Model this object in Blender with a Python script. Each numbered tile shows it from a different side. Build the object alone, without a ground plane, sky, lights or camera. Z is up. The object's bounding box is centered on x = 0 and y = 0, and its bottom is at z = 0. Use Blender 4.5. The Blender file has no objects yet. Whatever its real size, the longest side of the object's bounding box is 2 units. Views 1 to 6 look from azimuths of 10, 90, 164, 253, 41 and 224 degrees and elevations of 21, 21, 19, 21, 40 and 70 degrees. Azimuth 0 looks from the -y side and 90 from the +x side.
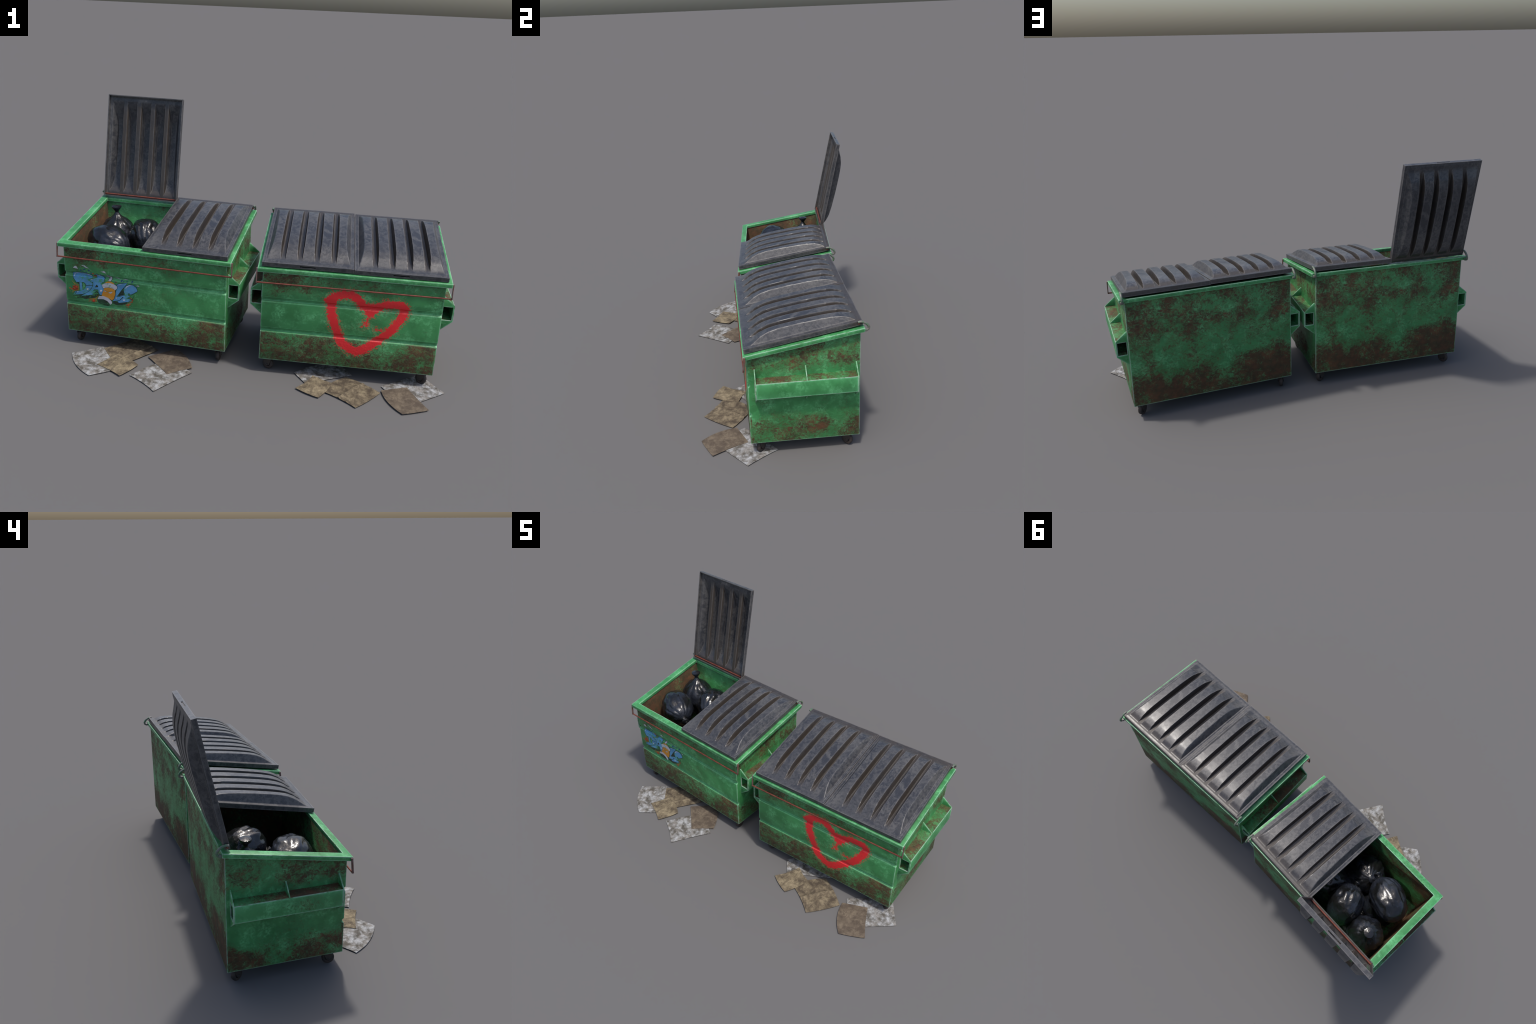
# Two green steel front-load dumpsters (one with an open lid full of black garbage bags),
# spray-paint graffiti on their fronts and dirty cardboard sheets on the ground before them.
import bpy, bmesh, math, random
from math import sin, cos, pi, radians, exp, sqrt
from mathutils import Vector, Matrix, noise

# ------------------------------------------------------------------ sizes (metres, dumpster frame)
HX = 0.4240            # half width of the steel box
HY = 0.2655            # half depth of the steel box
ZB = 0.0775            # underside of the box
WALL = 0.009           # sheet thickness incl. frame
RIM_X, RIM_YF, RIM_YB = 0.4490, -0.2818, 0.2800
RIM_IX, RIM_IYF, RIM_IYB = 0.4107, -0.2475, 0.2450
RIM_T = 0.0205
SLOPE = (0.6682 - 0.5672) / (RIM_YB - RIM_YF)
def rim_z(y): return 0.5672 + SLOPE * (y - RIM_YF)
PIVOT = Vector((0, 0.2576, 0.6878))     # hinge rod
LID_W, LID_F, LID_B = 0.4278, (-0.2775, 0.5945), (0.2705, 0.6990)
LID_SKIRT = 0.0222
POSE = [(-0.5120, 0.0989, -0.0169), (0.4908, 0.1046, 0.0696)]   # x, y, turn of the two dumpsters

# ------------------------------------------------------------------ small helpers
def link(ob, parent=None):
    bpy.context.scene.collection.objects.link(ob)
    if parent: ob.parent = parent
    return ob

def mesh_object(name, verts, faces, mats, parent=None, face_mats=None, smooth_angle=None):
    me = bpy.data.meshes.new(name)
    me.from_pydata([tuple(v) for v in verts], [], faces)
    bm = bmesh.new(); bm.from_mesh(me)
    bmesh.ops.recalc_face_normals(bm, faces=bm.faces) if face_mats is None else None
    bm.to_mesh(me); bm.free()
    for m in mats: me.materials.append(m)
    if face_mats:
        for p, i in zip(me.polygons, face_mats): p.material_index = i
    ob = link(bpy.data.objects.new(name, me), parent)
    if smooth_angle is not None: shade(me, smooth_angle)
    return ob

def shade(me, angle):
    for p in me.polygons: p.use_smooth = True
    me.set_sharp_from_angle(angle=radians(angle))

def apply_mods(ob):
    dg = bpy.context.evaluated_depsgraph_get()
    new = bpy.data.meshes.new_from_object(ob.evaluated_get(dg))
    old = ob.data; ob.modifiers.clear(); ob.data = new; new.name = old.name
    return ob

def bevel(ob, width, segments=2, angle=30):
    m = ob.modifiers.new('bevel', 'BEVEL'); m.width = width; m.segments = segments
    m.limit_method = 'ANGLE'; m.angle_limit = radians(angle); m.harden_normals = False
    apply_mods(ob); shade(ob.data, 40); return ob

def add_box(V, F, lo, hi):
    b = len(V)
    for x in (lo[0], hi[0]):
        for y in (lo[1], hi[1]):
            for z in (lo[2], hi[2]): V.append(Vector((x, y, z)))
    for q in ((0,1,3,2),(4,6,7,5),(0,4,5,1),(2,3,7,6),(0,2,6,4),(1,5,7,3)): F.append(tuple(b+i for i in q))

def tube(name, pts, radius, mat, parent, res=3, cyclic=False):
    cu = bpy.data.curves.new(name, 'CURVE'); cu.dimensions = '3D'
    cu.bevel_depth = radius; cu.bevel_resolution = res; cu.use_fill_caps = True
    sp = cu.splines.new('POLY'); sp.points.add(len(pts)-1); sp.use_cyclic_u = cyclic
    for p, q in zip(sp.points, pts): p.co = (*q, 1)
    tmp = bpy.data.objects.new(name, cu); bpy.context.scene.collection.objects.link(tmp)
    me = bpy.data.meshes.new_from_object(tmp.evaluated_get(bpy.context.evaluated_depsgraph_get()))
    bpy.data.objects.remove(tmp); bpy.data.curves.remove(cu)
    me.name = name; me.materials.clear(); me.materials.append(mat); shade(me, 45)
    return link(bpy.data.objects.new(name, me), parent)

def interp(x, table):
    for (a, fa), (b, fb) in zip(table, table[1:]):
        if x <= b:
            t = (x-a)/(b-a); t = max(0, min(1, t)); return fa + (fb-fa)*t
    return table[-1][1]

def catmull(x, table):
    n = len(table)
    for i in range(n-1):
        if x <= table[i+1][0] or i == n-2:
            x0, y1 = table[i]; x1, y2 = table[i+1]
            y0 = table[max(i-1, 0)][1]; y3 = table[min(i+2, n-1)][1]
            t = max(0, min(1, (x-x0)/(x1-x0)))
            return 0.5*((2*y1)+(-y0+y2)*t+(2*y0-5*y1+4*y2-y3)*t*t+(-y0+3*y1-3*y2+y3)*t**3)

# ------------------------------------------------------------------ node helpers
class Nodes:
    def __init__(self, name):
        self.mat = bpy.data.materials.new(name); self.mat.use_nodes = True
        self.t = self.mat.node_tree; self.t.nodes.clear()
        self.out = self.n('ShaderNodeOutputMaterial'); self.b = self.n('ShaderNodeBsdfPrincipled')
        self.t.links.new(self.b.outputs[0], self.out.inputs[0])
        self.co = self.n('ShaderNodeTexCoord').outputs['Object']
    def n(self, kind): return self.t.nodes.new(kind)
    def put(self, sock, v):
        if isinstance(v, bpy.types.NodeSocket): self.t.links.new(v, sock)
        elif isinstance(v, (tuple, list)) and sock.type == 'RGBA' and len(v) == 3: sock.default_value = (*v, 1)
        else: sock.default_value = v
    def math(self, op, a, b=0.0, c=None, clamp=False):
        n = self.n('ShaderNodeMath'); n.operation = op; n.use_clamp = clamp
        self.put(n.inputs[0], a); self.put(n.inputs[1], b)
        if c is not None: self.put(n.inputs[2], c)
        return n.outputs[0]
    def vmath(self, op, a, b=(0, 0, 0), scale=None):
        n = self.n('ShaderNodeVectorMath'); n.operation = op
        self.put(n.inputs[0], a); self.put(n.inputs[1], b)
        if scale is not None: self.put(n.inputs['Scale'], scale)
        return n.outputs['Value' if op in ('DOT_PRODUCT', 'LENGTH', 'DISTANCE') else 'Vector']
    def noise(self, scale, detail=4, rough=0.55, co=None, stretch=None, dist=0.0, color=False):
        n = self.n('ShaderNodeTexNoise'); co = co or self.co
        if stretch:
            m = self.n('ShaderNodeMapping'); m.inputs['Scale'].default_value = stretch
            self.put(m.inputs[0], co); co = m.outputs[0]
        self.put(n.inputs['Vector'], co); n.inputs['Scale'].default_value = scale
        n.inputs['Detail'].default_value = detail; n.inputs['Roughness'].default_value = rough
        n.inputs['Distortion'].default_value = dist
        return n.outputs['Color' if color else 'Fac']
    def step(self, v, lo, hi, a=0.0, b=1.0):
        n = self.n('ShaderNodeMapRange'); n.interpolation_type = 'SMOOTHSTEP'
        self.put(n.inputs[0], v)
        for i, q in enumerate((lo, hi, a, b)): self.put(n.inputs[i+1], q)
        return n.outputs[0]
    def mix(self, f, a, b, mode='MIX'):
        n = self.n('ShaderNodeMix'); n.data_type = 'RGBA'; n.blend_type = mode
        self.put(n.inputs[0], f); self.put(n.inputs[6], a); self.put(n.inputs[7], b)
        return n.outputs[2]
    def xyz(self, co=None):
        n = self.n('ShaderNodeSeparateXYZ'); self.put(n.inputs[0], co or self.co); return n.outputs
    def shift(self, d): return self.vmath('ADD', self.co, d)
    def edge(self, radius, lo=0.02, hi=0.25):
        """1 along convex and concave plate edges (mask for painted edge highlights)."""
        bv = self.n('ShaderNodeBevel'); bv.samples = 6; bv.inputs['Radius'].default_value = radius
        g = self.n('ShaderNodeNewGeometry')
        d = self.vmath('DOT_PRODUCT', bv.outputs[0], g.outputs['Normal'])
        return self.step(self.math('SUBTRACT', 1.0, d), lo, hi)
    def bump(self, h, strength, dist=0.002):
        n = self.n('ShaderNodeBump'); n.inputs['Strength'].default_value = strength
        n.inputs['Distance'].default_value = dist; self.put(n.inputs['Height'], h)
        self.put(self.b.inputs['Normal'], n.outputs[0])
    def done(self, color, rough=0.5, metal=0.0, spec=0.5):
        self.put(self.b.inputs['Base Color'], color); self.put(self.b.inputs['Roughness'], rough)
        self.put(self.b.inputs['Metallic'], metal); self.put(self.b.inputs['Specular IOR Level'], spec)
        return self.mat

GREEN_D, GREEN_M, GREEN_L = (0.030, 0.165, 0.050), (0.050, 0.250, 0.082), (0.120, 0.430, 0.180)
RUST_D, RUST_M, RUST_L = (0.042, 0.019, 0.010), (0.095, 0.028, 0.015), (0.150, 0.050, 0.023)

def segment_group():
    g = bpy.data.node_groups.new('stroke distance', 'ShaderNodeTree')
    for nm in ('P', 'A', 'B'): g.interface.new_socket(nm, in_out='INPUT', socket_type='NodeSocketVector')
    g.interface.new_socket('Distance', in_out='OUTPUT', socket_type='NodeSocketFloat')
    i = g.nodes.new('NodeGroupInput'); o = g.nodes.new('NodeGroupOutput')
    def vm(op, a, b):
        n = g.nodes.new('ShaderNodeVectorMath'); n.operation = op
        g.links.new(a, n.inputs[0]); g.links.new(b, n.inputs[1]); return n
    pa = vm('SUBTRACT', i.outputs[0], i.outputs[1]).outputs[0]
    ba = vm('SUBTRACT', i.outputs[2], i.outputs[1]).outputs[0]
    d1 = vm('DOT_PRODUCT', pa, ba).outputs['Value']; d2 = vm('DOT_PRODUCT', ba, ba).outputs['Value']
    dv = g.nodes.new('ShaderNodeMath'); dv.operation = 'DIVIDE'; dv.use_clamp = True
    g.links.new(d1, dv.inputs[0]); g.links.new(d2, dv.inputs[1])
    sc = g.nodes.new('ShaderNodeVectorMath'); sc.operation = 'SCALE'
    g.links.new(ba, sc.inputs[0]); g.links.new(dv.outputs[0], sc.inputs['Scale'])
    g.links.new(vm('DISTANCE', pa, sc.outputs[0]).outputs['Value'], o.inputs[0])
    return g
SEG = segment_group()

# the sprayed heart on the right-hand dumpster: one brush path (x, z) on the front plane
HEART = [(-0.105,0.425),(-0.078,0.448),(-0.037,0.463),(0.003,0.463),(0.031,0.445),(0.055,0.412),(0.090,0.402),(0.135,0.416),
         (0.180,0.430),(0.235,0.431),(0.256,0.416),(0.243,0.372),(0.205,0.300),(0.135,0.228),(0.092,0.194),(0.052,0.167),
         (0.010,0.180),(-0.030,0.212),(-0.047,0.250),(-0.075,0.320),(-0.092,0.385),(-0.084,0.440)]

def paint_material(name, zones=True, heart=False, rust=0.0, inside=False, bottom=True):
    """Green enamel with cloudy fading, flecks, rust blotches and highlights painted along the edges."""
    N = Nodes(name)
    cloud = N.noise(7, 5, 0.6); fleck = N.noise(90, 5, 0.7)
    col = N.mix(N.step(cloud, 0.32, 0.66), GREEN_D, GREEN_M)
    pale = N.math('MULTIPLY', N.step(N.noise(14, 6, 0.65, co=N.shift((3, 1, 7))), 0.44, 0.66), N.step(fleck, 0.36, 0.60))
    col = N.mix(N.math('MULTIPLY', pale, 0.85), col, GREEN_L)
    X, Y, Z = N.xyz()
    big = N.noise(5.0, 4, 0.55, co=N.shift((11, 4, 2)), dist=0.5)
    fine = N.noise(62, 8, 0.78, co=N.shift((5, 9, 1)), stretch=(1, 1, 1.15), dist=0.9)
    m = N.math('ADD', N.math('MULTIPLY', big, 0.50), N.math('MULTIPLY', fine, 0.55))
    thr = 0.60 - rust
    if zones:
        wob = N.math('MULTIPLY', N.math('SUBTRACT', N.noise(6, 3), 0.5), 0.09)
        Zw = N.math('ADD', Z, wob)
        low = N.step(Zw, 0.26, 0.16)                       # splash zone
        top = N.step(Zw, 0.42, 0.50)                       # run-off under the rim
        front = N.math('LESS_THAN', Y, -0.2545)
        back = N.math('GREATER_THAN', Y, 0.2625)
        lowf = N.math('MULTIPLY', front, N.math('LESS_THAN', Z, 0.232))
        low = N.math('MAXIMUM', N.math('MULTIPLY', low, N.math('SUBTRACT', 1.0, front)), lowf)
        soft = N.math('SUBTRACT', 1.0, N.math('MULTIPLY', back, 0.55))
        bias = N.math('MULTIPLY', N.math('ADD', N.math('MULTIPLY', low, 0.150), N.math('MULTIPLY', top, 0.108)), soft)
        bias = N.math('ADD', bias, N.math('MULTIPLY', back, 0.102))
        bias = N.math('SUBTRACT', bias, 0.055)
        m = N.math('ADD', m, bias)
    if inside:                                             # end walls are almost rusted through
        ends = N.step(N.math('ABSOLUTE', X), 0.405, 0.412)
        m = N.math('ADD', m, N.math('MULTIPLY', ends, 0.075))
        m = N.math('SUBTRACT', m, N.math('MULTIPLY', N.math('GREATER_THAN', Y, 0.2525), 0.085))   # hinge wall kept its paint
    rmask = N.step(m, thr-0.055, thr+0.070)
    thin = N.step(m, thr-0.13, thr+0.02)
    rcol = N.mix(N.step(N.noise(30, 5, 0.7), 0.35, 0.68), RUST_D, RUST_M)
    rcol = N.mix(N.math('MULTIPLY', N.step(N.noise(11, 4), 0.52, 0.7), 0.7), rcol, RUST_L)
    olive = N.mix(0.5, col, (0.080, 0.075, 0.022))
    col = N.mix(N.math('MULTIPLY', thin, 0.55), col, olive)
    col = N.mix(N.math('MULTIPLY', rmask, 0.92), col, rcol)
    rough = N.math('ADD', 0.46, N.math('MULTIPLY', rmask, 0.34))
    if not inside:
        e = N.edge(0.010, 0.004, 0.05)
        col = N.mix(N.math('MULTIPLY', e, N.step(N.noise(50, 3), 0.25, 0.6, 0.2, 0.75)), col, (0.16, 0.54, 0.26))  # lightened green drawn along plate edges as their highlight
        e2 = N.edge(0.0052, 0.022, 0.085)
        worn = N.mix(N.step(N.noise(22, 3), 0.54, 0.64), (0.50, 0.46, 0.50), RUST_M)  # pale grey colours the sun-catching gusset, rim and groove edges
        col = N.mix(N.math('MULTIPLY', e2, N.step(N.noise(60, 4), 0.28, 0.46, 0.35, 0.95)), col, worn)
    if heart:
        P = N.vmath('MULTIPLY', N.co, (1, 0, 1))
        wob = N.vmath('SUBTRACT', N.noise(85, 5, 0.75, color=True), (0.5, 0.5, 0.5))
        P2 = N.vmath('ADD', P, N.vmath('MULTIPLY', wob, (0.048, 0, 0.048)))
        d = None
        strokes = list(zip(HEART, HEART[1:])) + [((0.078,0.400),(0.096,0.378)), ((0.118,0.402),(0.096,0.378))]
        drips = [((0.095,0.378),(0.085,0.345)), ((0.085,0.345),(0.081,0.306)), ((0.086,0.35),(0.065,0.302)), ((0.128,0.296),(0.158,0.288))]
        for seg, thick in [(s, 0.0) for s in strokes] + [(s, 0.0165) for s in drips]:
            n = N.n('ShaderNodeGroup'); n.node_tree = SEG
            N.put(n.inputs[0], P2)
            n.inputs[1].default_value = (seg[0][0], 0, seg[0][1]); n.inputs[2].default_value = (seg[1][0], 0, seg[1][1])
            q = N.math('ADD', n.outputs[0], thick) if thick else n.outputs[0]
            d = q if d is None else N.math('MINIMUM', d, q)
        body = N.step(d, 0.0215, 0.0190)
        spray = N.math('MULTIPLY', N.step(N.noise(190, 3, 0.65), 0.54, 0.57),
                       N.step(N.math('ADD', d, N.math('MULTIPLY', N.noise(30, 2), 0.03)), 0.056, 0.036))
        hm = N.math('MULTIPLY', N.math('MAXIMUM', body, spray), N.math('LESS_THAN', Y, -0.2545))
        red = N.mix(N.noise(14, 3), (0.58, 0.016, 0.020), (0.72, 0.026, 0.030))
        col = N.mix(hm, col, red)
        rough = N.mix(hm, rough, (0.42, 0.42, 0.42))
    h = N.math('ADD', N.math('MULTIPLY', N.noise(70, 5, 0.65, dist=0.8), N.math('ADD', 0.25, N.math('MULTIPLY', thin, 1.1))),
               N.math('MULTIPLY', rmask, -0.35))
    N.bump(h, 0.55, 0.0035)
    return N.done(col, rough, 0.0, 0.45)

def plastic_material():
    """Dark moulded plastic: dusty grey, blue-black smears, brown grime in the channels, light glints tinted onto rib shoulders."""
    N = Nodes('lid plastic')
    col = N.mix(N.step(N.noise(4.5, 5, 0.6), 0.35, 0.68), (0.058, 0.059, 0.064), (0.090, 0.088, 0.088))
    smear = N.math('MULTIPLY', N.step(N.noise(38, 8, 0.75, stretch=(1, 0.7, 1), dist=1.0), 0.475, 0.545), N.step(N.noise(5, 3, co=N.shift((2, 5, 3))), 0.34, 0.52))
    col = N.mix(N.math('MULTIPLY', smear, 0.85), col, (0.024, 0.026, 0.034))
    col = N.mix(N.math('MULTIPLY', N.step(N.noise(70, 6, 0.75), 0.46, 0.60), 0.60), col, (0.025, 0.026, 0.031))
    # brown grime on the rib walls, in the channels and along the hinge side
    X, Y, Z = N.xyz()
    q = N.math('ABSOLUTE', N.math('SUBTRACT', N.math('FRACT', N.math('ADD', N.math('DIVIDE', X, 0.0796), 0.5)), 0.5))
    wall = N.math('MULTIPLY', N.step(N.math('MULTIPLY', q, 0.0796), 0.0225, 0.0260), N.step(N.math('ABSOLUTE', X), 0.183, 0.179))
    hinge = N.step(Y, -0.060, -0.020)
    mid = N.math('MULTIPLY', N.step(Y, -0.515, -0.470), 1.0)
    grime = N.math('MAXIMUM', N.math('MULTIPLY', wall, mid), N.math('MULTIPLY', hinge, 0.8))
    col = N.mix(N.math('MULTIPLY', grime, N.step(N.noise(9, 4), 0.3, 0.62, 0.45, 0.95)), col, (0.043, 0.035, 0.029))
    e = N.edge(0.0075, 0.008, 0.06)
    col = N.mix(N.math('MULTIPLY', e, N.step(N.noise(18, 4), 0.3, 0.7, 0.30, 0.8)), col, (0.150, 0.142, 0.138))  # highlight line on rib shoulders put into the base colour
    rough = N.math('ADD', 0.22, N.math('MULTIPLY', N.noise(24, 5, 0.65), 0.30))
    N.bump(N.noise(130, 4, 0.6), 0.15, 0.001)
    return N.done(col, rough, 0.0, 0.5)

def simple_material(name, a, b, scale, rough, metal=0.0, bump=0.3, spec=0.5, edge=None):
    N = Nodes(name)
    col = N.mix(N.step(N.noise(scale, 6, 0.65), 0.36, 0.66), a, b)
    if edge: col = N.mix(N.math('MULTIPLY', N.edge(0.003, 0.03, 0.2), 0.7), col, edge)
    N.bump(N.noise(scale*4, 4), bump, 0.001)
    return N.done(col, rough, metal, spec)

def bag_material():
    N = Nodes('black garbage film')
    col = N.mix(N.step(N.noise(14, 5, 0.6), 0.42, 0.60), (0.0075, 0.0078, 0.0082), (0.016, 0.019, 0.027))
    rough = N.step(N.noise(10, 4), 0.35, 0.65, 0.17, 0.30)
    N.bump(N.noise(45, 3, 0.5, dist=1.0), 0.45, 0.004)
    return N.done(col, rough, 0.0, 0.55)

def card_material(name, base, light, dark, seed):
    N = Nodes(name)
    c = N.shift((seed, seed*0.7, 0))
    col = N.mix(N.step(N.noise(26, 7, 0.7, co=c, dist=0.3), 0.36, 0.64), base, light)
    stain = N.step(N.noise(19, 7, 0.70, co=N.shift((seed*2, 3, 1)), dist=0.35), 0.43, 0.62)
    col = N.mix(N.math('MULTIPLY', stain, 0.88), col, dark)
    col = N.mix(N.math('MULTIPLY', N.step(N.noise(95, 5, 0.7, stretch=(1, 0.35, 1)), 0.46, 0.66), 0.5), col, dark)
    N.bump(N.noise(60, 4, 0.6), 0.4, 0.002)
    return N.done(col, 0.85, 0.0, 0.2)

def spray_material(name, color, worn=0.5, dark=None):
    """Sprayed paint film, scratched through to the green enamel."""
    N = Nodes(name)
    c = N.mix(N.step(N.noise(18, 3), 0.35, 0.65), color, dark or tuple(v*0.78 for v in color))
    s = N.math('ADD', N.math('MULTIPLY', N.noise(16, 4, co=N.shift((4, 2, 8))), 0.55), N.math('MULTIPLY', N.noise(120, 4, 0.7, stretch=(0.5, 1, 1.8)), 0.55))
    c = N.mix(N.step(s, 0.635-0.09*worn, 0.70-0.09*worn, 0, 0.85), c, GREEN_M)
    return N.done(c, 0.45, 0.0, 0.45)

M_BODY = paint_material('weathered green enamel')
M_HEART = paint_material('weathered green enamel with heart', heart=True)
M_INSIDE = paint_material('rusted inner enamel', zones=False, rust=0.095, inside=True)
M_RIM = paint_material('rim enamel', zones=False, rust=-0.085)
M_POCKET = paint_material('pocket enamel', zones=False, rust=-0.075)
M_TRAY = paint_material('rusted tray enamel', zones=False, rust=0.01, inside=True)
M_LID = plastic_material()
M_ROD = simple_material('rusty red rod', (0.105, 0.020, 0.011), (0.17, 0.042, 0.024), 40, 0.6)
M_STRAP = simple_material('rusty strap', (0.10, 0.035, 0.022), (0.16, 0.10, 0.09), 45, 0.6, edge=(0.28, 0.25, 0.25))
M_HOOK = simple_material('bracket steel', (0.05, 0.15, 0.07), (0.16, 0.13, 0.13), 60, 0.45, 0.0, edge=(0.30, 0.28, 0.29))
M_WHEEL = simple_material('grimy rubber', (0.022, 0.020, 0.019), (0.045, 0.030, 0.024), 35, 0.7)
M_FORK = simple_material('caster steel', (0.028, 0.027, 0.027), (0.050, 0.036, 0.028), 40, 0.6)
M_BAG = bag_material()

# ------------------------------------------------------------------ steel container
GROOVES = [(0.2305, 0.2540), (0.3905, 0.4135)]        # pressed swages across the front sheet
GROOVE_DEPTH = 0.0085
FRONT = [(ZB, 0.0)]
for lo, hi in GROOVES:
    FRONT += [(lo, 0.0), (lo+0.0050, GROOVE_DEPTH), (hi-0.0065, GROOVE_DEPTH), (hi, 0.0)]
FRONT.append((rim_z(-HY)-0.006, 0.0))
def front_y(z): return -HY + interp(z, FRONT)

def build_container(parent, mat):
    prof = [(-HY+d, z) for z, d in FRONT] + [(HY, rim_z(HY)-0.006), (HY, ZB)]     # y,z outline of the box
    n = len(prof); V = []; F = []; FM = []
    for x in (-HX, HX): V += [Vector((x, y, z)) for y, z in prof]
    for i in range(n):
        j = (i+1) % n
        if i == n-3: continue                                   # open mouth
        F.append((i, i+n, j+n, j)); FM.append(0)
    F.append(tuple(range(n-1, -1, -1))[::-1]); FM.append(0)
    F.append(tuple(range(n, 2*n))[::-1]); FM.append(0)
    # inner skin
    b = len(V); ix, iy = HX-WALL, HY-WALL
    for z_top in (True, False):
        for x, y in ((-ix, -iy+0.004), (ix, -iy+0.004), (ix, iy), (-ix, iy)):
            V.append(Vector((x, y, rim_z(y)-0.006 if z_top else ZB+0.010)))
    for i in range(4):
        j = (i+1) % 4; F.append((b+i, b+j, b+4+j, b+4+i)); FM.append(1)
    F.append((b+4, b+5, b+6, b+7)); FM.append(1)
    ft, bt = n-3, n-2
    outer = [ft, ft+n, bt+n, bt]
    for i in range(4):
        j = (i+1) % 4; F.append((outer[i], outer[j], b+j, b+i)); FM.append(1)
    me = bpy.data.meshes.new('container'); me.from_pydata([tuple(v) for v in V], [], F)
    me.materials.append(mat); me.materials.append(M_INSIDE)
    for p, k in zip(me.polygons, FM): p.material_index = k
    bm = bmesh.new(); bm.from_mesh(me); bmesh.ops.recalc_face_normals(bm, faces=bm.faces); bm.to_mesh(me); bm.free()
    ob = link(bpy.data.objects.new('container', me), parent)
    return bevel(ob, 0.0016, 2)

def build_rim(parent):
    V = []; F = []
    rings = []
    for (x, yf, yb, dz) in ((RIM_X, RIM_YF, RIM_YB, 0), (RIM_IX, RIM_IYF, RIM_IYB, 0), (RIM_IX, RIM_IYF, RIM_IYB, -RIM_T), (RIM_X, RIM_YF, RIM_YB, -RIM_T)):
        rings.append(len(V))
        for px, py in ((-x, yf), (x, yf), (x, yb), (-x, yb)): V.append(Vector((px, py, rim_z(py)+dz)))
    for a, b in zip(rings, rings[1:]+rings[:1]):
        for i in range(4):
            j = (i+1) % 4; F.append((a+i, a+j, b+j, b+i))
    return bevel(mesh_object('rim', V, F, [M_RIM], parent), 0.0018, 2)

# ------------------------------------------------------------------ ribbed lid
LID_LEN = sqrt((LID_B[0]-LID_F[0])**2 + (LID_B[1]-LID_F[1])**2)
LID_TILT = math.atan2(LID_B[1]-LID_F[1], LID_B[0]-LID_F[0])
CROWN = [(0,0),(0.05,0.24),(0.11,0.60),(0.19,0.88),(0.30,1.0),(0.45,1.0),(0.62,0.94),(0.78,0.83),(0.88,0.66),(0.95,0.36),(1,0)]
CROWN_H = 0.0398
def lid_height(u, v):
    """Relief of the lid: u across (centred), v from front 0 to hinge LID_LEN."""
    hw = LID_W/2
    m = min(hw-abs(u), v, LID_LEN-v)
    base = 0.0018*max(0, min(1, (m-0.009)/0.003))
    t = (v-0.030)/(LID_LEN-0.030-0.024)
    if t <= 0 or t >= 1: return base
    h = CROWN_H*max(0, catmull(t, CROWN))
    pitch = 0.0796; k = math.floor(u/pitch + 2.5); k = max(0, min(4, k))
    c = (k-2)*pitch; half = (pitch-0.019)/2
    left, right = u-(c-half), (c+half)-u
    sl = 1.7 if k == 0 else 6.0
    sr = 1.7 if k == 4 else 6.0
    if k == 0: left += 0.006
    if k == 4: right += 0.006
    d = min(left*sl, right*sr)
    if d <= 0: return base
    s = 0.0011                                            # soft shoulder
    q = -s*math.log(exp(-min(h, 0.2)/s) + exp(-min(d, 0.2)/s)) if h < 0.1 else d
    return base + max(0, q)

def build_lid_mesh():
    nu, nv = 213, 140
    hw = LID_W/2
    us = [-hw + LID_W*i/nu for i in range(nu+1)]
    vs = [LID_LEN*j/nv for j in range(nv+1)]
    bm = bmesh.new(); top = []
    for v in vs: top.append([bm.verts.new((u, v, lid_height(u, v))) for u in us])
    for j in range(nv):
        for i in range(nu): bm.faces.new((top[j][i], top[j][i+1], top[j+1][i+1], top[j+1][i]))
    ring = [top[0][i] for i in range(nu+1)] + [top[j][nu] for j in range(1, nv+1)] \
         + [top[nv][i] for i in range(nu-1, -1, -1)] + [top[j][0] for j in range(nv-1, 0, -1)]
    prev = ring; n = len(ring)
    for dz in (0.0075, 0.0145, LID_SKIRT):
        cur = [bm.verts.new((r.co.x*(1+0.002*dz/LID_SKIRT), r.co.y, -dz)) for r in ring]
        for i in range(n):
            j = (i+1) % n
            if dz == 0.0145 and i < nu and abs((us[i]+us[i+1])/2) < 0.0365: continue      # grip slot in the front lip
            bm.faces.new((prev[i], cur[i], cur[j], prev[j]))
        prev = cur
    # place in the dumpster frame, relative to the hinge rod
    ca, sa = cos(LID_TILT), sin(LID_TILT)
    for vt in bm.verts:
        u, v, w = vt.co
        vt.co = (u, LID_F[0]+ca*v-sa*w-PIVOT.y, LID_F[1]+sa*v+ca*w-PIVOT.z)
    bmesh.ops.recalc_face_normals(bm, faces=bm.faces)
    me = bpy.data.meshes.new('lid'); bm.to_mesh(me); bm.free()
    me.materials.append(M_LID)
    ob = bpy.data.objects.new('lid', me); bpy.context.scene.collection.objects.link(ob)
    s = ob.modifiers.new('shell', 'SOLIDIFY'); s.thickness = 0.0045; s.offset = -1
    apply_mods(ob); me = ob.data; shade(me, 35)
    bpy.data.objects.remove(ob)
    return me
LID_MESH = build_lid_mesh()

def build_lid(parent, side, opening=0.0, lift=0.0):
    ob = link(bpy.data.objects.new('lid', LID_MESH), parent)
    ob.location = (side*(LID_W/2+0.0012), PIVOT.y, PIVOT.z+lift)
    ob.rotation_euler.x = radians(-opening)
    return ob

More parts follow.
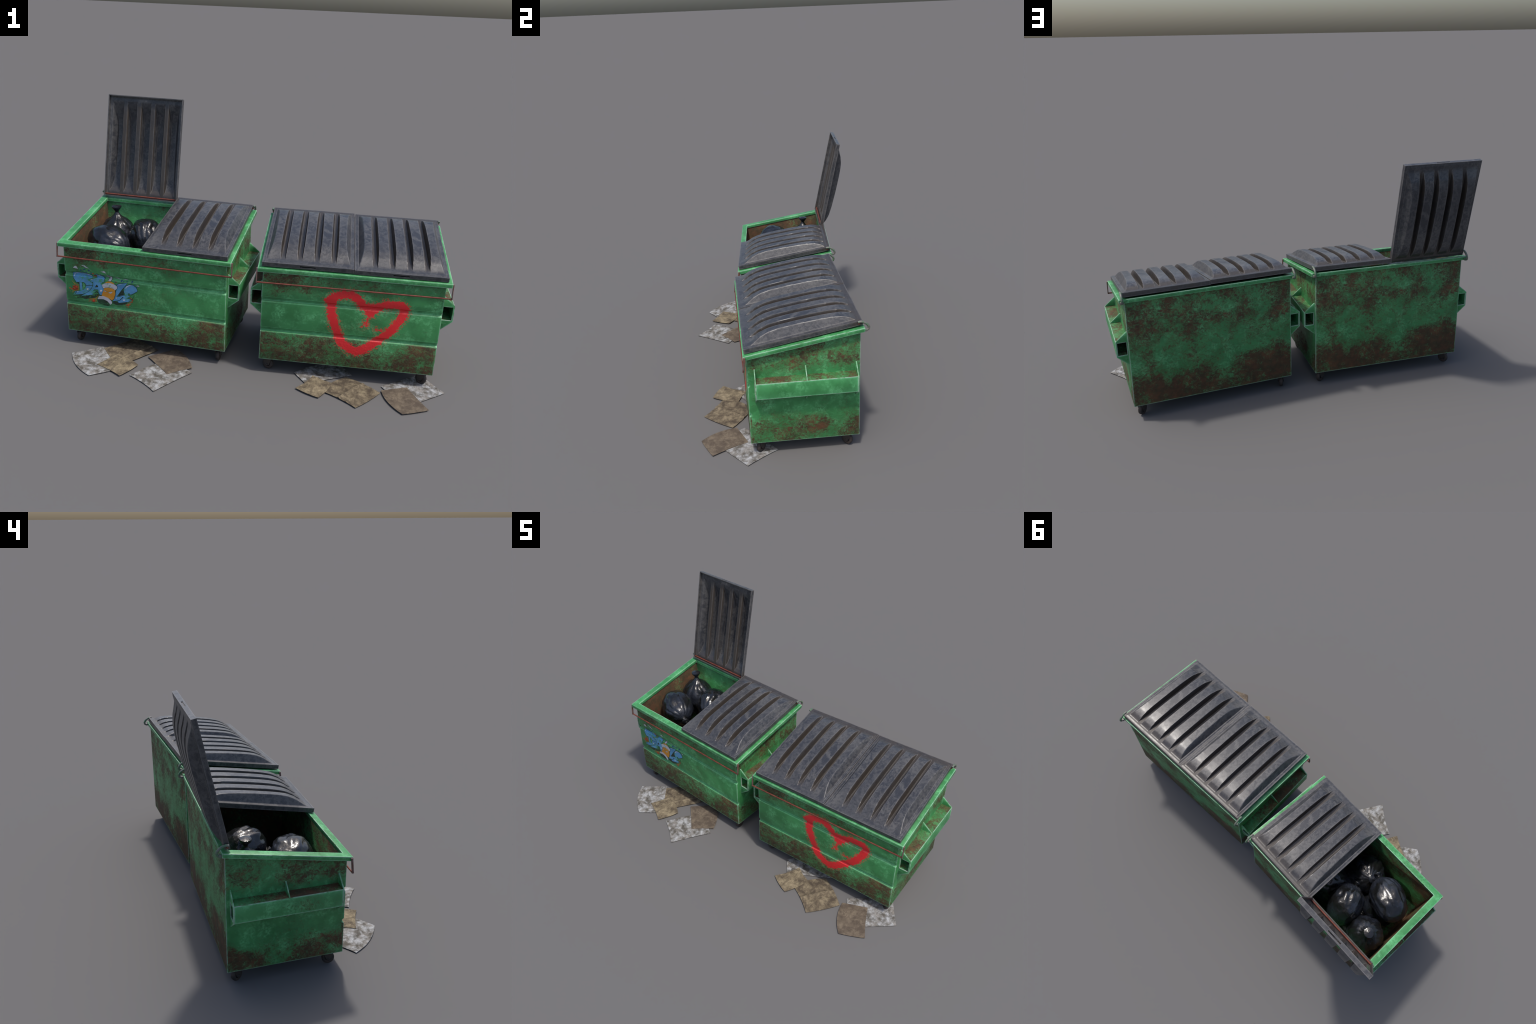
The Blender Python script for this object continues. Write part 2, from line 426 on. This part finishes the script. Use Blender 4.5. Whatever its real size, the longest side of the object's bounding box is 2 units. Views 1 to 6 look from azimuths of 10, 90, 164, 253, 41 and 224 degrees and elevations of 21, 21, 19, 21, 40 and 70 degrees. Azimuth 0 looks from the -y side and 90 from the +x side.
# ------------------------------------------------------------------ fork pockets
PX, PZ0, PZ1, PYF, PYB, GUSSET = 0.4826, 0.3572, 0.4398, -0.2338, 0.2478, 0.047
def build_pocket(parent, side):
    e = link(bpy.data.objects.new('fork_pocket', None), parent)
    e.empty_display_size = 0.05
    t = 0.0045
    X = lambda a: side*a
    def slab(V, F, x0, x1, z0, z1):
        add_box(V, F, (min(X(x0), X(x1)), PYF+0.004, z0), (max(X(x0), X(x1)), PYB-0.004, z1))
    V, F = [], []; slab(V, F, PX-t, PX-0.0005, PZ0+0.0005, PZ1-0.0005)
    bevel(mesh_object('channel_face', V, F, [M_POCKET], e), 0.001)
    V, F = [], []; slab(V, F, HX-0.001, PX-t-0.0003, PZ1-t, PZ1-0.001)
    bevel(mesh_object('channel_top', V, F, [M_TRAY], e), 0.0006)
    V, F = [], []; slab(V, F, HX-0.001, PX-t-0.0003, PZ0+0.001, PZ0+t)
    bevel(mesh_object('channel_bottom', V, F, [M_TRAY], e), 0.0006)
    outer = [(HX-0.001, PZ0-GUSSET), (HX+0.004, PZ0-GUSSET), (PX, PZ0), (PX, PZ1), (HX+0.004, PZ1+GUSSET), (HX-0.001, PZ1+GUSSET)]
    hole = [(HX+0.0065, PZ0+0.007), (HX+0.0065, PZ0+0.007), (PX-0.0075, PZ0+0.007), (PX-0.0075, PZ1-0.0075), (HX+0.0065, PZ1-0.0075), (HX+0.0065, PZ1-0.0075)]
    hole[0] = (HX+0.0060, PZ0+0.007); hole[5] = (HX+0.0060, PZ1-0.0075)
    for y in (PYF, 0.0045, PYB-0.005):
        inset = 0.0022 if y == 0.0045 else 0.0             # the middle web stops behind the face plate
        V, F = [], []
        for yy in (y, y+0.005):
            for ring in (outer, hole): V += [Vector((X(min(x, PX-inset)), yy, z)) for x, z in ring]
        n = 6
        for i in range(n):
            j = (i+1) % n
            F.append((i, j, n+j, n+i)); F.append((2*n+i, 3*n+i, 3*n+j, 2*n+j))
            F.append((i, 2*n+i, 2*n+j, j)); F.append((n+i, n+j, 3*n+j, 3*n+i))
        bevel(mesh_object('gusset', V, F, [M_POCKET], e), 0.0007, 1)

# ------------------------------------------------------------------ hinge, lock bar
def build_hinge(parent):
    tube('hinge_rod', [(-0.436, PIVOT.y-0.003, PIVOT.z-0.0035), (0.436, PIVOT.y-0.003, PIVOT.z-0.0035)], 0.0042, M_ROD, parent)
    for s in (-1, 1):
        x = s*0.4362
        path = [(0.2500,0.6935),(0.2585,0.6962),(0.2680,0.6952),(0.2790,0.6905),(0.2890,0.6835),(0.2965,0.6745),(0.3000,0.6650),(0.2975,0.6570),(0.2900,0.6530),(0.2790,0.6530)]
        tube('hinge_bracket', [(x, y, z) for y, z in path], 0.0058, M_HOOK, parent, 3)
        V, F = [], []
        add_box(V, F, (x-0.0085, 0.2770, 0.6480), (x+0.0085, 0.2915, 0.6595))
        bevel(mesh_object('hinge_block', V, F, [M_HOOK], parent), 0.0015)

def build_lock_bar(parent):
    tube('lock_rod', [(-0.4530, -0.2806, 0.4945), (0.4530, -0.2806, 0.4945)], 0.0038, M_ROD, parent)
    for s in (-1, 1):
        V, F = [], []
        x0, x1 = sorted((s*0.4494, s*0.4545))
        pts = [(-0.2795, 0.5655), (-0.2700, 0.5655), (-0.2770, 0.4910), (-0.2865, 0.4910)]
        for x in (x0, x1): V += [Vector((x, y, z)) for y, z in pts]
        F = [(0,1,2,3), (4,7,6,5)] + [(i, i+4, (i+1) % 4+4, (i+1) % 4) for i in range(4)]
        bevel(mesh_object('strap', V, F, [M_STRAP], parent), 0.0012, 2)

# ------------------------------------------------------------------ casters
def lathe(profile, seg, axis_x=True):
    V, F = [], []; n = len(profile)
    for k in range(seg):
        a = 2*pi*k/seg
        for x, r in profile: V.append(Vector((x, r*cos(a), r*sin(a))))
    for k in range(seg):
        for i in range(n-1):
            a, b = k*n+i, ((k+1) % seg)*n+i
            F.append((a, b, b+1, a+1))
    F.append(tuple(k*n for k in range(seg))); F.append(tuple(k*n+n-1 for k in range(seg)))
    return V, F
WR = 0.0290
def wheel_mesh():
    prof = [(-0.004, 0.0125), (-0.0095, 0.0140), (-0.0105, 0.0165), (-0.0105, WR-0.005), (-0.0085, WR-0.0015), (-0.005, WR), (0.005, WR),
            (0.0085, WR-0.0015), (0.0105, WR-0.005), (0.0105, 0.0165), (0.0095, 0.0140), (0.004, 0.0125)]
    V, F = lathe(prof, 36)
    ob = mesh_object('wheel', V, F, [M_WHEEL], None, None, 40); me = ob.data
    bpy.data.objects.remove(ob); return me
def fork_mesh():
    V, F = [], []
    add_box(V, F, (-0.024, -0.024, ZB-0.007), (0.024, 0.024, ZB-0.0005))
    add_box(V, F, (-0.0145, -0.020, ZB-0.014), (0.0145, 0.020, ZB-0.0075))
    for s in (-1, 1):                                     # cheek plates with a round tongue at the axle
        out = [(-0.020, ZB-0.0135), (-0.0185, 0.045)]
        for k in range(9):
            a = pi + pi*k/8; out.append((0.013*cos(a)*(1.0), 0.031+0.010*sin(a)))
        out += [(0.0185, 0.045), (0.020, ZB-0.0135)]
        b = len(V); n = len(out)
        for x in (s*0.0118, s*0.0145): V += [Vector((x, y, z)) for y, z in out]
        F.append(tuple(b+i for i in range(n))); F.append(tuple(b+n+i for i in range(n-1, -1, -1)))
        for i in range(n):
            j = (i+1) % n; F.append((b+i, b+n+i, b+n+j, b+j))
    v2, f2 = lathe([(-0.0165, 0.0035), (0.0165, 0.0035)], 12)
    b = len(V); V += [v+Vector((0, 0, 0.0295)) for v in v2]; F += [tuple(b+i for i in f) for f in f2]
    ob = bevel(mesh_object('caster_fork', V, F, [M_FORK], None), 0.0006, 1); me = ob.data
    bpy.data.objects.remove(ob); return me
WHEEL_MESH, FORK_MESH = wheel_mesh(), fork_mesh()
def build_caster(parent, x, y, axle_deg):
    e = link(bpy.data.objects.new('caster', None), parent); e.location = (x, y, 0); e.rotation_euler.z = radians(axle_deg)
    e.empty_display_size = 0.03
    link(bpy.data.objects.new('caster_fork', FORK_MESH), e)
    w = link(bpy.data.objects.new('wheel', WHEEL_MESH), e); w.location = (0, 0, WR)

# ------------------------------------------------------------------ graffiti on the left-hand dumpster
# Shapes are sketched on a 2352 x 1568 pad laid over the front sheet.
PAD = [(-0.3945, 0.4458), (0.0085, 0.4965), (-0.4129, 0.1619), (0.0031, 0.2223)]
def pad(u, v):
    a, b = u/2352, v/1568
    return tuple((1-b)*((1-a)*PAD[0][k]+a*PAD[1][k]) + b*((1-a)*PAD[2][k]+a*PAD[3][k]) for k in (0, 1))

def spray_patch(name, outline, holes, mat, parent, layer, grow=0.0):
    """A thin film of paint lying on the pressed front sheet."""
    def widen(ring, g):
        if not g: return ring
        n = len(ring); area = sum(ring[i][0]*ring[(i+1) % n][1]-ring[(i+1) % n][0]*ring[i][1] for i in range(n))
        s = 1 if area > 0 else -1; out = []
        for i in range(n):
            p, q = Vector(ring[i-1]), Vector(ring[(i+1) % n]); d = (q-p).normalized()
            out.append((ring[i][0]+s*g*d.y, ring[i][1]-s*g*d.x))
        return out
    bm = bmesh.new(); edges = []
    for ring, g in [(outline, grow)] + [(h, -grow) for h in holes]:
        vs = [bm.verts.new((*pad(*p), 0)) for p in widen(ring, g)]
        edges += [bm.edges.new((vs[i], vs[(i+1) % len(vs)])) for i in range(len(vs))]
    bmesh.ops.triangle_fill(bm, edges=edges, use_beauty=True, use_dissolve=False)
    for z, d in FRONT[1:-1]:
        bmesh.ops.bisect_plane(bm, geom=bm.verts[:]+bm.edges[:]+bm.faces[:], plane_co=(0, z, 0), plane_no=(0, 1, 0))
    off = 0.0004 + 0.00035*layer
    for v in bm.verts:
        x, z = v.co.x, v.co.y; v.co = (x, front_y(z)-off, z)
    bmesh.ops.recalc_face_normals(bm, faces=bm.faces)
    if bm.faces and sum(f.normal.y*f.calc_area() for f in bm.faces) > 0: bmesh.ops.reverse_faces(bm, faces=bm.faces[:])
    me = bpy.data.meshes.new(name); bm.to_mesh(me); bm.free(); me.materials.append(mat)
    return link(bpy.data.objects.new(name, me), parent)

def smooth_ring(pts, times=1):
    for _ in range(times):
        out = []
        for i in range(len(pts)):
            p, q = pts[i], pts[(i+1) % len(pts)]
            out += [(p[0]*.8+q[0]*.2, p[1]*.8+q[1]*.2), (p[0]*.2+q[0]*.8, p[1]*.2+q[1]*.8)]
        pts = out
    return pts

def blob(cx, cy, r, rng, n=10, sq=1.0):
    return [(cx+r*rng.uniform(.65, 1.2)*cos(2*pi*i/n), cy+r*sq*rng.uniform(.65, 1.2)*sin(2*pi*i/n)) for i in range(n)]

def build_graffiti(parent):
    g = link(bpy.data.objects.new('graffiti', None), parent); g.empty_display_size = 0.05
    rng = random.Random(5)
    blue = spray_material('blue spray paint', (0.085, 0.270, 0.480), 0.45, (0.055, 0.190, 0.360))
    dark = spray_material('black spray paint', (0.010, 0.022, 0.014), 0.55, (0.012, 0.045, 0.022))
    white = spray_material('white spray paint', (0.42, 0.43, 0.48), 0.40)
    shine = spray_material('white highlight paint', (0.50, 0.54, 0.60), 0.15)
    orange = spray_material('orange spray paint', (0.52, 0.25, 0.022), 0.35, (0.42, 0.18, 0.015))
    red = spray_material('red spray paint', (0.28, 0.020, 0.012), 0.95, (0.18, 0.030, 0.010))
    ember = spray_material('vermilion spray paint', (0.50, 0.060, 0.015), 0.5)
    navy = spray_material('navy spray paint', (0.018, 0.045, 0.190), 0.55)
    gold = spray_material('ochre outline paint', (0.30, 0.17, 0.02), 0.8)
    D = [(80,240),(250,207),(480,232),(640,300),(715,350),(725,395),(605,430),(690,500),(738,560),(732,640),(690,720),(600,805),(500,862),(420,888),(118,910),(190,797),(342,787),(312,515),(210,508),(130,385)]
    Dh = [(385,512),(455,520),(515,580),(522,640),(490,728),(420,768)]
    A = [(800,225),(835,320),(852,262),(960,330),(1060,372),(1100,420),(1100,500),(1015,540),(1030,640),(1083,712),(1083,780),(1042,850),(1018,922),(960,908),(922,840),(908,750),(790,742),(742,782),(828,792),(750,908),(372,952),(500,872),(620,805),(712,700),(748,620),(748,512),(682,512),(632,440),(870,388)]
    Ah = [(852,592),(908,640),(904,678),(806,680)]
    Z = [(1488,612),(1530,580),(1820,552),(1702,690),(1640,762),(1512,940),(1482,972),(1640,982),(1660,1002),(1568,1088),(1372,1114),(1440,980),(1470,800),(1512,690)]
    E = [(1722,700),(1782,640),(1880,607),(2000,622),(2088,700),(2132,802),(2000,880),(1920,912),(1872,866),(1826,882),(1830,930),(1900,977),(1850,1000),(1752,1022),(1950,1080),(1900,1132),(1562,1172),(1512,1130),(1580,1094),(1684,992),(1572,952),(1762,932),(1712,820)]
    shadow = [[(90,905),(420,880),(750,900),(825,780),(920,830),(960,915),(840,1012),(560,1047),(450,1040),(390,1010),(230,1026)],
              [(185,485),(330,505),(350,640),(290,575)], [(1372,1105),(1570,1160),(1900,1122),(2080,880),(2010,1000),(1960,1090),(1700,1252),(1500,1250),(1376,1200)],
              [(1700,690),(1740,680),(1700,800),(1720,930),(1560,960),(1530,930)], [(840,570),(930,600),(930,720),(790,690)]]
    for s in shadow: spray_patch('letter_shadow', smooth_ring(s), [], dark, g, 1)
    for s in ([(95,600),(280,592),(292,750),(130,802),(60,860),(95,700)], [(690,1062),(850,1042),(872,1132),(780,1152),(600,1080)],
              [(1900,990),(2012,1082),(1950,1182),(1880,1272),(1722,1270),(1900,1130)], [(700,330),(830,300),(850,385),(720,385)], [(1545,900),(1640,930),(1560,945)]):
        spray_patch('ember_glow', smooth_ring(s), [], red, g, 0)
    for s in ([(60,470),(95,480),(180,560),(285,592),(298,770),(150,790),(80,860),(130,775),(280,752),(272,605),(150,575)],
              [(560,1045),(820,1020),(900,900),(925,930),(860,1040),(870,1130),(845,1120),(840,1050),(700,1060)]):
        spray_patch('outline_stroke', s, [], gold, g, 1)
    for x, y, r in ((215,662,30),(150,705,26),(75,730,28),(10,700,26),(30,790,18),(105,775,20),(770,1090,36),(710,1120,20),(780,1135,22),(620,1110,22),(1860,1240,30),(1790,1262,24),(1830,1308,26),(1960,1160,20),(740,262,26),(770,340,20),(1470,520,20)):
        spray_patch('paint_splat', blob(x, y, r, rng), [], ember if r > 24 else red, g, 2)
    for x, y, r in ((465,125,30),(610,165,34),(350,168,24),(540,222,22),(680,240,26),(420,180,20),(980,302,28),(1060,345,22),(1115,390,18),(1628,492,30),(1700,510,18),(1800,512,22),(1955,528,32),(2055,600,20),(1440,520,20),(2100,680,20),(330,135,14)):
        spray_patch('paint_fleck', blob(x, y, r, rng, 5, 0.9), [], navy, g, 2)
    for ring, hole in ((D, Dh), (A, Ah), (Z, None), (E, None)):
        spray_patch('letter_outline', ring, [hole] if hole else [], dark, g, 2, 15)
    for nm, ring, hole in (('letter', D, Dh), ('letter', A, Ah), ('letter', Z, None), ('letter', E, None)):
        spray_patch(nm, ring, [hole] if hole else [], blue, g, 3)
    for s in ([(600,432),(685,512),(748,512),(748,620),(712,700),(620,805),(500,872),(506,858),(612,792),(700,690),(733,615),(733,525),(675,522),(585,440)],
              [(520,615),(735,605),(735,622),(520,632)], [(160,895),(215,800),(230,805),(180,900)], [(720,900),(800,800),(812,806),(740,900)],
              [(1568,1088),(1690,985),(1702,995),(1585,1098)], [(1860,1125),(1935,1060),(1945,1070),(1880,1128)]):
        spray_patch('letter_crease', s, [], dark, g, 4)
    for s in ([(135,325),(140,250),(320,222),(520,262),(690,335),(680,342),(515,280),(320,240),(160,262),(155,330)],
              blob(575,735,36,rng), blob(1000,785,34,rng), blob(1480,1018,30,rng,10,.6), blob(1712,1080,34,rng,10,.8),
              [(1755,720),(1790,655),(1880,615),(1985,640),(1880,635),(1800,680),(1775,720)], [(660,455),(690,425),(800,410),(700,440)], [(870,320),(880,285),(960,345),(1010,370)], [(1530,610),(1570,595),(1680,580),(1560,615)],
              [(235,825),(260,805),(300,800),(250,830)]):
        spray_patch('letter_shine', s, [], shine, g, 5)
    for s in ([(100,68),(170,15),(215,28),(240,70),(275,112),(180,88)], [(365,5),(430,-8),(480,2),(530,48),(620,102),(520,78),(430,30)], [(972,190),(1040,195),(1070,172),(1110,190),(1158,254),(1070,230)], [(2075,640),(2150,622),(2197,672),(2120,652)],
              [(1390,385),(1500,395),(1620,465),(1500,420)], [(1640,440),(1760,445),(1840,465),(1740,465)]):
        spray_patch('cloud_mark', s, [], white, g, 3)
    can = link(bpy.data.objects.new('spray_can_mark', None), g); can.empty_display_size = 0.03
    base = [(885,1052),(940,950),(1080,952),(1220,1010),(1330,1110),(1350,1182),(1300,1232),(1200,1275),(1060,1252),(940,1165)]
    spray_patch('can_outline', base, [], dark, g, 3, 14)
    body = [(1095,712),(1200,690),(1340,710),(1440,770),(1445,900),(1400,1050),(1340,1085),(1220,1010),(1020,945),(1050,830),(1075,790)]
    band = [(1020,592),(1120,552),(1280,546),(1420,590),(1500,652),(1502,722),(1440,772),(1380,722),(1250,680),(1150,690),(1070,712)]
    cap = [(1140,332),(1200,312),(1322,352),(1332,432),(1300,492),(1228,482),(1252,420),(1220,372),(1150,352)]
    for s in (body, band, cap): spray_patch('can_outline', s, [], dark, g, 3, 14)
    spray_patch('can_collar', [(1140,520),(1220,497),(1330,510),(1412,562),(1410,582),(1270,547),(1140,542)], [], orange, can, 5)
    spray_patch('can_body', body, [], orange, can, 5)
    spray_patch('can_band', band, [], white, can, 6)
    spray_patch('can_nozzle', cap, [], white, can, 5)
    spray_patch('can_nozzle_hole', [(1212,362),(1250,368),(1285,405),(1270,422),(1235,385)], [], dark, can, 6)
    spray_patch('can_base_ring', [(885,1052),(940,950),(1080,952),(1220,1010),(1330,1110),(1350,1182),(1300,1232),(1200,1112),(1080,1052),(960,1046)], [], white, can, 6)
    spray_patch('can_base', [(890,1064),(960,1050),(1080,1056),(1195,1116),(1290,1234),(1200,1270),(1060,1246),(940,1160)], [], dark, can, 5)
    for s in ([(1100,762),(1192,810),(1118,816)], [(1235,830),(1372,812),(1310,880),(1245,858)]): spray_patch('can_eye', s, [], white, can, 6)
    for s in ([(1095,750),(1200,800),(1230,815),(1380,800),(1380,812),(1232,832),(1190,812),(1100,768)],): spray_patch('can_brow', s, [], gold, can, 7)

# ------------------------------------------------------------------ assemble the dumpsters
AXLES = [[(-1,-1,-6), (1,-1,2), (1,1,-52), (-1,1,31)], [(-1,-1,68), (1,-1,50), (1,1,-42), (-1,1,-18)]]
DUMPSTERS = []
for k, (px, py, turn) in enumerate(POSE):
    root = link(bpy.data.objects.new('dumpster', None)); root.location = (px, py, 0); root.rotation_euler.z = turn
    root.empty_display_size = 0.2
    root['category'] = 'dumpster'
    root['label'] = ('rusty green steel dumpster with one black lid open and blue graffiti', 'rusty green steel dumpster with closed black lids and red heart')[k]
    build_container(root, M_HEART if k else M_BODY); build_rim(root)
    build_pocket(root, -1); build_pocket(root, 1)
    build_hinge(root); build_lock_bar(root)
    for sx, sy, ang in AXLES[k]: build_caster(root, sx*0.380, sy*0.214, ang)
    build_lid(root, 1); build_lid(root, -1, 112.7 if k == 0 else 0.0, 0.0 if k == 0 else 0.003)
    if k == 0: build_graffiti(root)
    DUMPSTERS.append(root)

# ------------------------------------------------------------------ garbage bags (in the open dumpster)
def build_bag(center, axis, up, radii, seed, neck=0.045, knob=0.020, flat=0.0, pleats=13, drop=0.0):
    """Tied plastic sack: axial radius, two lateral radii; pleats gather into the neck, then a flared knot tail."""
    nu, nv = 96, 72; rng = random.Random(seed); ph = [rng.uniform(0, 6.28) for _ in range(4)]
    ra, rb, rc = radii
    V, F = [], []
    off = Vector((seed*3.7, seed*1.3, 0))
    for j in range(nv+1):
        t = j/nv
        if t < 0.80:                                   # belly
            th = pi*(t/0.80)*0.90; a = -cos(th); r = sin(th)**0.86; ax = a*ra
        else:
            q = (t-0.80)/0.20
            a0 = -cos(pi*0.90)*ra; r0 = sin(pi*0.90)**0.86
            L = ra*1.0 - a0 + neck
            ax = a0 + L*q
            rk = knob/((rb+rc)/2)
            r = catmull(q, [(0, r0), (0.18, r0*0.62), (0.36, rk*0.58), (0.48, rk*0.42), (0.60, rk*0.62), (0.78, rk*1.05), (0.90, rk*1.12), (0.97, rk*0.90), (1.0, rk*0.12)])
        gather = max(0, min(1, (t-0.25)/0.5))
        for i in range(nu):
            f = 2*pi*i/nu
            p = Vector((cos(f)*r, sin(f)*r, ax/ra))
            n = noise.noise(p*1.5+off); n2 = noise.noise(p*4+off)
            pl = abs(sin(pleats*f*0.5+ph[0]+1.8*n+0.7*a if t < .8 else pleats*f*0.5+ph[0]+1.8*n))**0.7-0.6
            amp = (0.020 + 0.075*gather) if t < 0.8 else 0.08*(1-0.5*(t-0.8)/0.2)
            ring = 0.010*sin(9*ax/ra+3*n+ph[1])*(1-gather)
            k = r*(1 + amp*pl + 0.09*n + 0.045*n2 + ring)
            V.append(Vector((cos(f)*k*rb, sin(f)*k*rc, ax)))
    for j in range(nv):
        for i in range(nu):
            a, b = j*nu+i, j*nu+(i+1) % nu
            F.append((a, b, b+nu, a+nu))
    F.append(tuple(range(nu))[::-1]); F.append(tuple(range(nv*nu, nv*nu+nu)))
    z = Vector(axis).normalized(); y = Vector(up); y = (y-z*y.dot(z)).normalized(); x = y.cross(z)
    R = Matrix((x, y, z)).transposed()
    ob = mesh_object('garbage_bag', [R @ v for v in V], F, [M_BAG], None, None, 60)
    px, py, tn = POSE[0]; c = Vector(center)
    ob.location = (cos(tn)*c.x-sin(tn)*c.y+px, sin(tn)*c.x+cos(tn)*c.y+py, c.z); ob.rotation_euler.z = tn
    ob['label'] = 'shiny black plastic garbage bag with tied neck'; ob['category'] = 'garbage bag'
    return ob

build_bag((-0.269,-0.069,0.520), (0.896,-0.40,-0.12), (0,0,1), (0.120,0.092,0.084), 1, 0.035, 0.019)
build_bag((-0.133, 0.112,0.484), (0.264,-0.93,-0.25), (0,0,1), (0.110,0.093,0.122), 2, 0.035, 0.020)
build_bag((-0.309, 0.146,0.470), (-0.03,0.02,1), (0,1,0), (0.120,0.100,0.098), 3, 0.066, 0.0235)
build_bag((-0.085,-0.115,0.350), (-0.35,0.15,0.9), (0,1,0), (0.115,0.105,0.105), 4, 0.035, 0.020)
build_bag(( 0.010, 0.070,0.350), (0.7,0.5,0.3), (0,0,1), (0.130,0.110,0.105), 5)
build_bag((-0.255,-0.080,0.240), (0.3,0.2,0.9), (0,0,1), (0.145,0.120,0.125), 6)
build_bag((-0.220, 0.110,0.220), (0.9,0.1,0.3), (0,0,1), (0.115,0.115,0.125), 7)
build_bag(( 0.020,-0.060,0.210), (0.8,-0.4,0.3), (0,0,1), (0.140,0.140,0.120), 8)
build_bag(( 0.200, 0.050,0.250), (0.3,0.6,0.5), (0,0,1), (0.150,0.140,0.140), 9)

# ------------------------------------------------------------------ cardboard sheets on the ground
CARDS = {
 'white': card_material('dirty white card', (0.195, 0.180, 0.162), (0.375, 0.385, 0.395), (0.070, 0.063, 0.052), 1.0),
 'tan':   card_material('tan cardboard', (0.155, 0.126, 0.084), (0.28, 0.232, 0.152), (0.072, 0.056, 0.041), 2.3),
 'kraft': card_material('creased kraft cardboard', (0.125, 0.100, 0.068), (0.225, 0.185, 0.123), (0.062, 0.048, 0.036), 4.7),
 'brown': card_material('brown cardboard', (0.118, 0.094, 0.070), (0.175, 0.141, 0.103), (0.075, 0.058, 0.045), 3.1)}
def build_sheet(kind, c, bow_u=0.0, bow_v=0.0, lift=0.002, crease=None, seed=0, arch=0.004):
    """c: corners (u0v0, u1v0, u1v1, u0v1); bow_u bends the v-running sides, bow_v the u-running sides."""
    bu = bow_u if isinstance(bow_u, tuple) else (bow_u, bow_u)
    bv = bow_v if isinstance(bow_v, tuple) else (bow_v, bow_v)
    n = 36; V, F = [], []; thick = 0.0014
    A, B, C, D = [Vector((*q, 0)) for q in c]
    eu, ev = ((B-A)+(C-D)).normalized(), ((D-A)+(C-B)).normalized()
    for j in range(n+1):
        v = j/n
        for i in range(n+1):
            u = i/n
            p = A*(1-u)*(1-v)+B*u*(1-v)+C*u*v+D*(1-u)*v
            p = p + eu*(bu[0]*(1-u)+bu[1]*u)*4*v*(1-v) + ev*(bv[0]*(1-v)+bv[1]*v)*4*u*(1-u)
            z = lift + arch*(4*u*(1-u)*0.5+4*v*(1-v)*0.5)*(0.6+0.6*noise.noise((u*1.7+seed, v*1.7, seed)))
            z += 0.0010*noise.noise((u*4+seed, v*4, 2.0))
            for (axis, pos, hgt) in crease or []:
                z += hgt*exp(-(((u if axis == 'u' else v)-pos)/0.022)**2)
            V.append(Vector((p.x, p.y, max(z, 0.0006))))
    m = (n+1)
    for j in range(n):
        for i in range(n): F.append((j*m+i, j*m+i+1, (j+1)*m+i+1, (j+1)*m+i))
    o = sum(V, Vector())/len(V); o.z = 0
    ob = mesh_object('cardboard_sheet', [v-o for v in V], F, [CARDS[kind]], None)
    if ob.data.polygons[0].normal.z < 0: ob.data.flip_normals()
    ob.location = o
    s = ob.modifiers.new('thickness', 'SOLIDIFY'); s.thickness = thick; s.offset = 1
    apply_mods(ob); shade(ob.data, 40)
    ob['label'] = {'white': 'stained off-white card sheet lying on the ground', 'tan': 'dirty tan cardboard sheet lying on the ground', 'kraft': 'creased kraft cardboard sheet lying on the ground', 'brown': 'flattened brown cardboard sheet lying on the ground'}[kind]
    ob['category'] = 'cardboard'
# before the left-hand dumpster
build_sheet('white', [(-0.875,-0.262),(-0.750,-0.158),(-0.579,-0.338),(-0.704,-0.441)], (-0.022,-0.008), 0.004, 0.001, None, 1, 0.0020)
build_sheet('kraft', [(-0.738,-0.176),(-0.620,-0.030),(-0.462,-0.118),(-0.605,-0.330)], 0.000, 0.004, 0.0028, [('v', 0.72, 0.0055)], 2, 0.0020)
build_sheet('tan',   [(-0.705,-0.342),(-0.650,-0.228),(-0.507,-0.292),(-0.559,-0.411)], (0.006,0.012), (0.0,0.005), 0.0048, None, 3, 0.0020)
build_sheet('white', [(-0.515,-0.388),(-0.385,-0.190),(-0.228,-0.286),(-0.355,-0.494)], (0.007,0.0), (-0.004,-0.003), 0.001, None, 4, 0.0020)
build_sheet('brown', [(-0.488,-0.199),(-0.372,-0.085),(-0.239,-0.248),(-0.342,-0.336)], (0.001,0.016), (0.0,-0.002), 0.0036, None, 5, 0.0020)
# before the right-hand dumpster
build_sheet('white', [(0.263,-0.153),(0.478,-0.010),(0.549,-0.100),(0.331,-0.238)], 0.0, (-0.028,0.0), 0.001, None, 6, 0.0020)
build_sheet('kraft', [(0.523,-0.128),(0.692,-0.230),(0.582,-0.387),(0.413,-0.286)], (-0.014,0.006), -0.008, 0.0024, [('u', 0.48, 0.0055), ('u', 0.70, 0.003)], 7, 0.0020)
build_sheet('tan',   [(0.290,-0.295),(0.359,-0.158),(0.457,-0.204),(0.407,-0.350)], -0.006, 0.008, 0.0045, None, 8, 0.0020)
build_sheet('white', [(0.695,-0.168),(0.795,-0.330),(0.998,-0.148),(0.884,0.000)], 0.002, (0.004,-0.003), 0.001, None, 9, 0.0020)
build_sheet('brown', [(0.695,-0.208),(0.819,-0.148),(0.916,-0.321),(0.795,-0.385)], (-0.018,-0.004), (0.0,0.003), 0.0036, None, 10, 0.0020)
